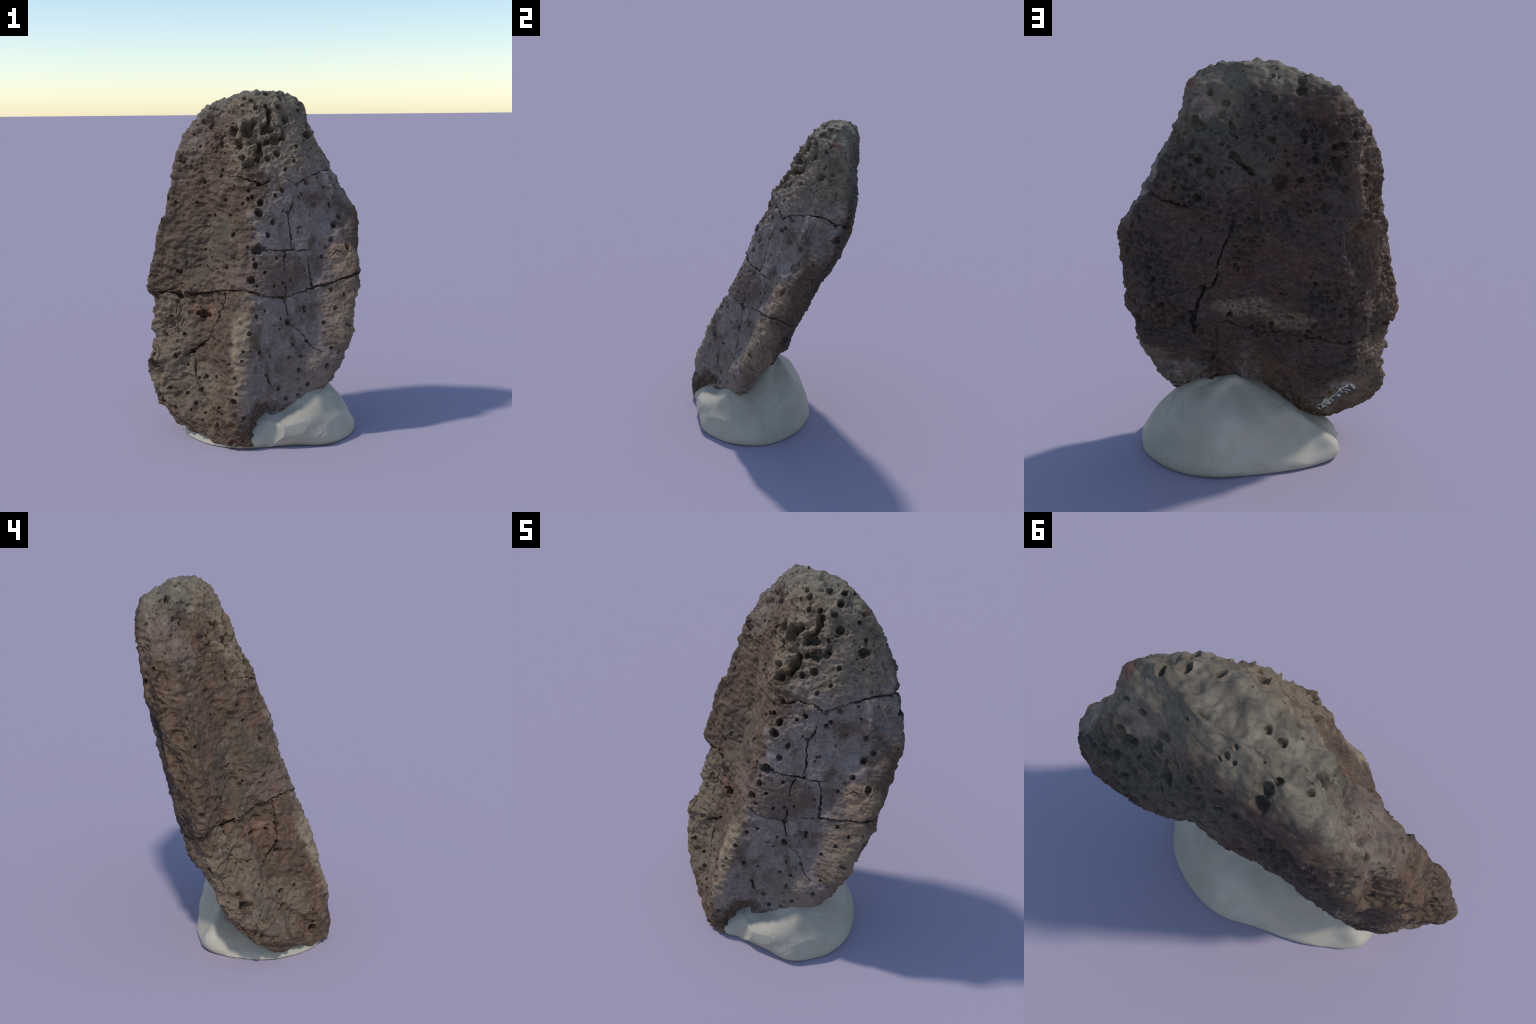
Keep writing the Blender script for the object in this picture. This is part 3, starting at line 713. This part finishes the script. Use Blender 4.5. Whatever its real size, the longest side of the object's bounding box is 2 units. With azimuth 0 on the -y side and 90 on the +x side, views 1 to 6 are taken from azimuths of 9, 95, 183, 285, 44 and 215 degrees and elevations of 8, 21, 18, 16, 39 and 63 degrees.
def rock_material():
    m = Nodes("volcanic_rock")
    x, y, z = m.xyz()
    fine = m.noise(60, 6, 0.68)
    mid = m.noise(14, 8, 0.66, 0.4)
    broad = m.noise(3.2, 5, 0.6)
    flakes = m.noise(30, 7, 0.7, 0.8, m.mapped((1, 1, 1.25)))
    wob = m.math('MULTIPLY', m.math('SUBTRACT', m.noise(5, 9, 0.72), 0.5), 0.62)
    rx = m.math('ADD', x, wob)
    rz = m.math('ADD', z, wob)

    # warm brown weathered crust
    col = m.ramp(mid, [(0.30, (0.055, 0.030, 0.016)), (0.44, (0.091, 0.053, 0.029)), (0.58, (0.125, 0.074, 0.041)), (0.70, (0.185, 0.112, 0.065))])
    col = m.mix(m.math('MULTIPLY', m.band(broad, 0.42, 0.62), 0.75), col, m.ramp(mid, [(0.28, (0.046, 0.026, 0.015)), (0.5, (0.089, 0.048, 0.027)), (0.75, (0.147, 0.082, 0.049))]))
    olive = m.ramp(flakes, [(0.3, (0.057, 0.048, 0.030)), (0.6, (0.114, 0.092, 0.058))])
    col = m.mix(m.math('MULTIPLY', m.blob((-0.22, -0.02, 1.02), (0.228, 0.210, 0.224), 0.35, 7), 0.38), col, olive)

    col = m.mix(m.band(m.noise(5.5, 8, 0.72, 0.6), 0.50, 0.64, 0.0, 0.55), col, m.mix(0.55, col, (0.020, 0.015, 0.012)))
    col = m.mix(m.band(m.noise(20, 7, 0.72, 0.5, m.mapped((1, 1, 1.3), (3, 1, 2))), 0.54, 0.68, 0.0, 0.5), col, (0.215, 0.170, 0.130))
    # paler mauve grey on the right face
    lil = m.ramp(mid, [(0.28, (0.136, 0.104, 0.089)), (0.45, (0.213, 0.165, 0.144)), (0.60, (0.273, 0.215, 0.193)), (0.78, (0.365, 0.291, 0.259))])
    lil = m.mix(m.math('MULTIPLY', m.band(m.noise(9, 6, 0.7), 0.5, 0.68), 0.6), lil, (0.200, 0.125, 0.101))
    right = m.math('MULTIPLY', m.band(rx, -0.02, 0.12), m.band(rx, 0.62, 0.40))
    right = m.math('MULTIPLY', right, m.band(rz, 0.14, 0.30))
    right = m.math('MULTIPLY', right, m.band(m.noise(4.5, 8, 0.7, 0.5), 0.36, 0.54, 0.15, 1.0))
    rusty = m.blob((0.16, -0.2, 0.93), (0.26, 0.3, 0.10), 0.35, 8)
    right = m.math('MULTIPLY', right, m.math('SUBTRACT', 1.0, m.math('MULTIPLY', rusty, 0.75)))
    col = m.mix(right, col, lil)
    col = m.mix(m.math('MULTIPLY', rusty, 0.45), col, m.ramp(flakes, [(0.3, (0.095, 0.058, 0.045)), (0.65, (0.21, 0.145, 0.115))]))

    # grey-green, pitted head
    headc = m.ramp(mid, [(0.27, (0.106, 0.076, 0.045)), (0.44, (0.175, 0.128, 0.078)), (0.60, (0.244, 0.180, 0.114)), (0.78, (0.336, 0.251, 0.158))])
    head = m.math('MULTIPLY', m.band(rz, 1.38, 1.66), m.band(rx, -0.24, -0.04))
    head = m.math('MAXIMUM', head, m.band(m.math('ADD', rz, m.math('MULTIPLY', y, 0.15)), 1.90, 1.98))
    col = m.mix(m.math('MULTIPLY', head, 0.78), col, headc)
    cap = m.math('MULTIPLY', m.band(rz, 1.74, 1.90), m.band(m.math('ADD', y, m.math('MULTIPLY', wob, 0.4)), 0.22, 0.32))
    col = m.mix(m.math('MULTIPLY', cap, 0.95), col, m.ramp(mid, [(0.3, (0.085, 0.068, 0.048)), (0.55, (0.165, 0.135, 0.095)), (0.75, (0.25, 0.21, 0.155))]))

    col = m.mix(m.band(m.noise(24, 7, 0.72, 0.5, m.mapped((1, 1, 1.2), (7, 3, 1))), 0.58, 0.72, 0.0, 0.45), col, (0.30, 0.255, 0.215))
    col = m.mix(m.band(m.noise(19, 7, 0.72, 0.8, m.mapped((1, 1, 1), (1, 8, 4))), 0.56, 0.68, 0.0, 0.5), col, m.mix(0.5, col, (0.030, 0.024, 0.022)))
    # tan and ochre stained places
    for centre, size, tint, amount in (
            ((-0.50, -0.12, 0.52), (0.17, 0.3, 0.26), (0.205, 0.150, 0.098), 0.55),
            ((-0.30, -0.25, 0.30), (0.22, 0.3, 0.16), (0.175, 0.130, 0.085), 0.60),
            ((0.00, -0.38, 0.60), (0.06, 0.2, 0.20), (0.275, 0.205, 0.132), 0.75),
            ((0.02, -0.46, 0.36), (0.05, 0.2, 0.14), (0.255, 0.182, 0.122), 0.7),
            ((-0.26, -0.10, 0.71), (0.09, 0.2, 0.05), (0.230, 0.120, 0.070), 0.70),
            ((-0.10, -0.14, 0.92), (0.12, 0.2, 0.09), (0.150, 0.090, 0.065), 0.65),
            ((0.54, 0.04, 1.00), (0.09, 0.2, 0.10), (0.285, 0.185, 0.118), 0.85),
            ((0.54, -0.02, 0.72), (0.12, 0.2, 0.22), (0.235, 0.165, 0.110), 0.75),
            ((0.36, -0.22, 0.38), (0.17, 0.2, 0.12), (0.215, 0.158, 0.115), 0.65),
            ((-0.40, 0.30, 1.70), (0.10, 0.2, 0.16), (0.235, 0.180, 0.145), 0.35),
            ((0.25, 0.37, 1.91), (0.02, 0.05, 0.03), (0.160, 0.070, 0.050), 0.85),
            ((0.19, 0.47, 1.82), (0.05, 0.08, 0.04), (0.330, 0.230, 0.170), 0.75)):
        b = m.math('MULTIPLY', m.blob(centre, size, 0.4, 11), amount)
        b = m.math('MULTIPLY', b, m.band(mid, 0.30, 0.52, 0.45, 1.0))
        col = m.mix(b, col, tint)

    # broken, spongy underside: darker than the front, with red-brown and pale lime crusts
    line = m.new("ShaderNodeFloatCurve")
    curve = line.mapping.curves[0]
    for k, (zz, yy) in enumerate(((0.0, 0.0), (0.25, 0.025), (0.5, 0.20), (0.7, 0.39), (0.85, 0.45), (1.0, 0.45))):
        if k < 2 or k == 5:
            p = curve.points[min(k, len(curve.points) - 1)] if k != 1 else curve.points.new(zz, yy)
            p.location = (zz, yy)
        else:
            curve.points.new(zz, yy)
    line.mapping.update()
    m.link(m.math('MULTIPLY', z, 0.5), line.inputs["Value"])
    behind = m.math('SUBTRACT', m.math('ADD', y, m.math('MULTIPLY', wob, 0.35)), line.outputs["Value"])
    back = m.math('MULTIPLY', m.band(behind, -0.01, 0.05), m.band(rx, -0.56, -0.44))
    under = m.ramp(flakes, [(0.28, (0.024, 0.017, 0.014)), (0.48, (0.053, 0.036, 0.029)), (0.62, (0.084, 0.059, 0.046)), (0.80, (0.140, 0.104, 0.081))])
    red = m.ramp(flakes, [(0.30, (0.030, 0.016, 0.012)), (0.5, (0.076, 0.037, 0.024)), (0.75, (0.140, 0.074, 0.045))])
    under = m.mix(m.math('MULTIPLY', m.band(m.noise(4.5, 6, 0.65), 0.46, 0.60), 0.7), under, red)
    under = m.mix(m.math('MULTIPLY', m.blob((0.000, 0.148, 0.462), (0.288, 0.296, 0.084), 0.4, 8), 0.7), under, red)
    threads = m.noise(24, 8, 0.75, 2.5)
    lime = m.math('MULTIPLY', m.blob((0.05, 0.25, 0.86), (0.15, 0.3, 0.055), 0.35, 10), m.band(threads, 0.38, 0.62))
    lime2 = m.math('MULTIPLY', m.blob((-0.13, 0.25, 0.80), (0.14, 0.3, 0.05), 0.35, 10), m.band(threads, 0.40, 0.64))
    under = m.mix(m.math('MULTIPLY', m.math('MAXIMUM', lime, lime2), 0.85), under, (0.255, 0.200, 0.120))
    green = m.blob((0.16, 0.48, 1.70), (0.300, 0.300, 0.220), 0.4, 8)
    under = m.mix(m.math('MULTIPLY', green, 0.7), under, m.ramp(flakes, [(0.3, (0.042, 0.036, 0.026)), (0.7, (0.128, 0.108, 0.078))]))
    col = m.mix(back, col, under)
    # rubbed-off white beside the painted number
    scrape = m.math('MULTIPLY', m.blob((-0.385, -0.01, 0.375), (0.045, 0.1, 0.03), 0.4, 30), m.band(m.noise(70, 5, 0.75, 1.5), 0.48, 0.58))
    col = m.mix(m.math('MULTIPLY', scrape, 0.8), col, (0.42, 0.40, 0.42))

    # grain: dark specks and pale crumbs
    col = m.mix(m.band(fine, 0.50, 0.34, 0.0, 0.55), col, m.mix(0.62, col, (0.012, 0.010, 0.009)))
    col = m.mix(m.band(m.noise(85, 4, 0.6), 0.60, 0.74, 0.0, 0.5), col, m.mix(0.5, col, (0.42, 0.37, 0.31)))
    m.link(col, m.bsdf.inputs["Base Color"])
    m.bsdf.inputs["Roughness"].default_value = 0.72
    m.bsdf.inputs["Specular IOR Level"].default_value = 0.35
    m.bump(m.math('ADD', flakes, m.math('MULTIPLY', m.noise(130, 4, 0.65), 0.6)), 0.5, 0.005)
    return m.mat


def putty_material():
    m = Nodes("putty")
    n = m.noise(5, 5, 0.55)
    col = m.ramp(n, [(0.32, (0.378, 0.336, 0.262)), (0.55, (0.432, 0.389, 0.310)), (0.72, (0.500, 0.452, 0.366))])
    col = m.mix(m.band(m.noise(26, 5, 0.7), 0.66, 0.76, 0.0, 0.2), col, (0.27, 0.265, 0.20))
    m.link(col, m.bsdf.inputs["Base Color"])
    m.bsdf.inputs["Roughness"].default_value = 0.55
    m.bsdf.inputs["Specular IOR Level"].default_value = 0.35
    # finger prints pressed into the back corner, faint scrape marks elsewhere
    w = m.new("ShaderNodeTexWave", wave_type='BANDS', bands_direction='Z', wave_profile='SIN')
    w.inputs["Scale"].default_value = 34
    w.inputs["Distortion"].default_value = 5.0
    w.inputs["Detail"].default_value = 1.0
    w.inputs["Detail Scale"].default_value = 0.16
    m.link(m.co, w.inputs["Vector"])
    prints = m.math('MULTIPLY', w.outputs["Fac"], m.blob((0.49, 0.17, 0.10), (0.16, 0.17, 0.13), 0.2, 5))
    w2 = m.new("ShaderNodeTexWave", wave_type='BANDS', bands_direction='DIAGONAL', wave_profile='SIN')
    w2.inputs["Scale"].default_value = 30
    w2.inputs["Distortion"].default_value = 1.5
    m.link(m.co, w2.inputs["Vector"])
    scrapes = m.math('MULTIPLY', w2.outputs["Fac"], m.blob((0.10, 0.28, 0.08), (0.2, 0.2, 0.10), 0.3, 6))
    height = m.math('ADD', m.math('MULTIPLY', prints, 1.0), m.math('ADD', m.math('MULTIPLY', scrapes, 0.35), m.math('MULTIPLY', m.noise(45, 5, 0.6), 0.5)))
    m.bump(height, 0.55, 0.004)
    return m.mat


def paint_material(name, dark):
    m = Nodes(name)
    n = m.noise(40, 5, 0.65)
    stops = [(0.3, (0.012, 0.012, 0.014)), (0.7, (0.03, 0.03, 0.032))] if dark else [(0.30, (0.34, 0.31, 0.20)), (0.5, (0.55, 0.53, 0.42)), (0.7, (0.66, 0.65, 0.57))]
    m.link(m.ramp(n, stops), m.bsdf.inputs["Base Color"])
    m.bsdf.inputs["Roughness"].default_value = 0.5
    return m.mat


# ---------------------------------------------------------------------------
# the catalogue number painted on the underside
# ---------------------------------------------------------------------------
def build_label(rock, rock_me):
    """A strip of white paint with hand-lettered number, laid on the finished surface."""
    a, b = Vector(LABEL_FROM), Vector(LABEL_TO)
    mid = (a + b) / 2
    P = coords(rock_me)
    near = np.linalg.norm(P - np.array(mid), axis=1) < 0.2
    polys = [tuple(p.vertices) for p in rock_me.polygons if near[p.vertices[0]]]
    ids = sorted({i for p in polys for i in p})
    new = {i: k for k, i in enumerate(ids)}
    final = BVHTree.FromPolygons([Vector(P[i]) for i in ids], [tuple(new[i] for i in p) for p in polys])
    # smooth frame: along the writing, letter tops, outward
    t = (b - a).normalized()
    out = sum((base_tree.find_nearest(a.lerp(b, k / 6))[1] for k in range(7)), Vector())
    out = (out - t * out.dot(t)).normalized()
    up = out.cross(t)

    def place(u, v, w):
        p = mid + t * u + up * v
        for _ in range(3):                       # slide along the surface until it lies under (u, v)
            loc, n, _, _ = base_tree.find_nearest(p)
            p = loc + t * (u - (loc - mid).dot(t)) + up * (v - (loc - mid).dot(up))
        hit = final.ray_cast(loc + n * 0.06, -n, 0.12)[0]
        return (hit or loc) + n * w

    # paint strip with a ragged border
    L, nu, nv = (b - a).length, 90, 22
    rows = []
    verts, faces = [], []
    for i in range(nu + 1):
        f = i / nu
        u = (f - 0.5) * L
        q = np.array([[u, 0.0, 0.0]])
        e1 = float(gradient_noise(q, 0.03, 201)[0]) * 0.007 + float(gradient_noise(q, 0.008, 202)[0]) * 0.004
        e2 = float(gradient_noise(q, 0.03, 203)[0]) * 0.007 + float(gradient_noise(q, 0.008, 204)[0]) * 0.004
        half = 0.033 * min(1.0, 0.45 + 9 * min(f, 1 - f)) * (1.05 if f < 0.35 else 0.9)
        for j in range(nv + 1):
            v = -half + e1 + (2 * half + e2 - e1) * j / nv
            rim = i in (0, nu) or j in (0, nv)
            verts.append(place(u, v, -0.004 if rim else 0.0042))
    for i in range(nu):
        for j in range(nv):
            k = i * (nv + 1) + j
            faces.append((k, k + 1, k + nv + 2, k + nv + 1))
    me = bpy.data.meshes.new("number_label")
    me.from_pydata(verts, [], faces)
    strip = make_object("number_label", me, rock, paint_material("white_paint", False))
    # lettering
    cu = bpy.data.curves.new("lettering", 'FONT')
    cu.body = "AVS.87.12"
    cu.size = 0.070
    cu.offset = 0.0022
    cu.resolution_u = 4
    cu.extrude = 0.0008
    cu.align_x, cu.align_y = 'CENTER', 'CENTER'
    tmp = bpy.data.objects.new("lettering", cu)
    bpy.context.collection.objects.link(tmp)
    tm = bpy.data.meshes.new_from_object(tmp.evaluated_get(bpy.context.evaluated_depsgraph_get()))
    bpy.data.objects.remove(tmp)
    bpy.data.curves.remove(cu)
    T = coords(tm)
    bm = bmesh.new()
    bm.from_mesh(tm)
    bmesh.ops.triangulate(bm, faces=bm.faces[:])
    for _ in range(3):
        bmesh.ops.subdivide_edges(bm, edges=[e for e in bm.edges if e.calc_length() > 0.004], cuts=1)
    span = T[:, 0].max() - T[:, 0].min()
    for v in bm.verts:
        u = v.co.x * (L * 0.92) / span
        q = np.array([[u, v.co.y, 0.0]])
        grow = 1.30 - 0.35 * (u / L + 0.5)
        vv = v.co.y * grow + float(gradient_noise(q, 0.03, 210)[0]) * 0.003
        w = v.co.z
        v.co = place(u, vv, 0.0062 + w)
    bm.to_mesh(tm)
    bm.free()
    tm.name = "lettering"
    make_object("lettering", tm, strip, paint_material("black_ink", True), smooth=False)


LABEL_FROM = (-0.459, -0.032, 0.364)
LABEL_TO = (-0.281, -0.058, 0.217)


# ---------------------------------------------------------------------------
# build
# ---------------------------------------------------------------------------
VOXEL = 0.0034
rock_me, base_tree = build_rock_mesh()
rock = make_object("volcanic_rock", rock_me, None, rock_material())
rock["label"] = "tilted slab of brown pitted volcanic rock with cracked crust"
rock["category"] = "volcanic rock"
putty = make_object("putty_base", build_putty_mesh(), None, putty_material())
putty["label"] = "grey-green lump of modelling putty holding the rock"
putty["category"] = "modelling putty"
build_label(rock, rock_me)
print("tris", sum(len(p.vertices) - 2 for p in rock_me.polygons))
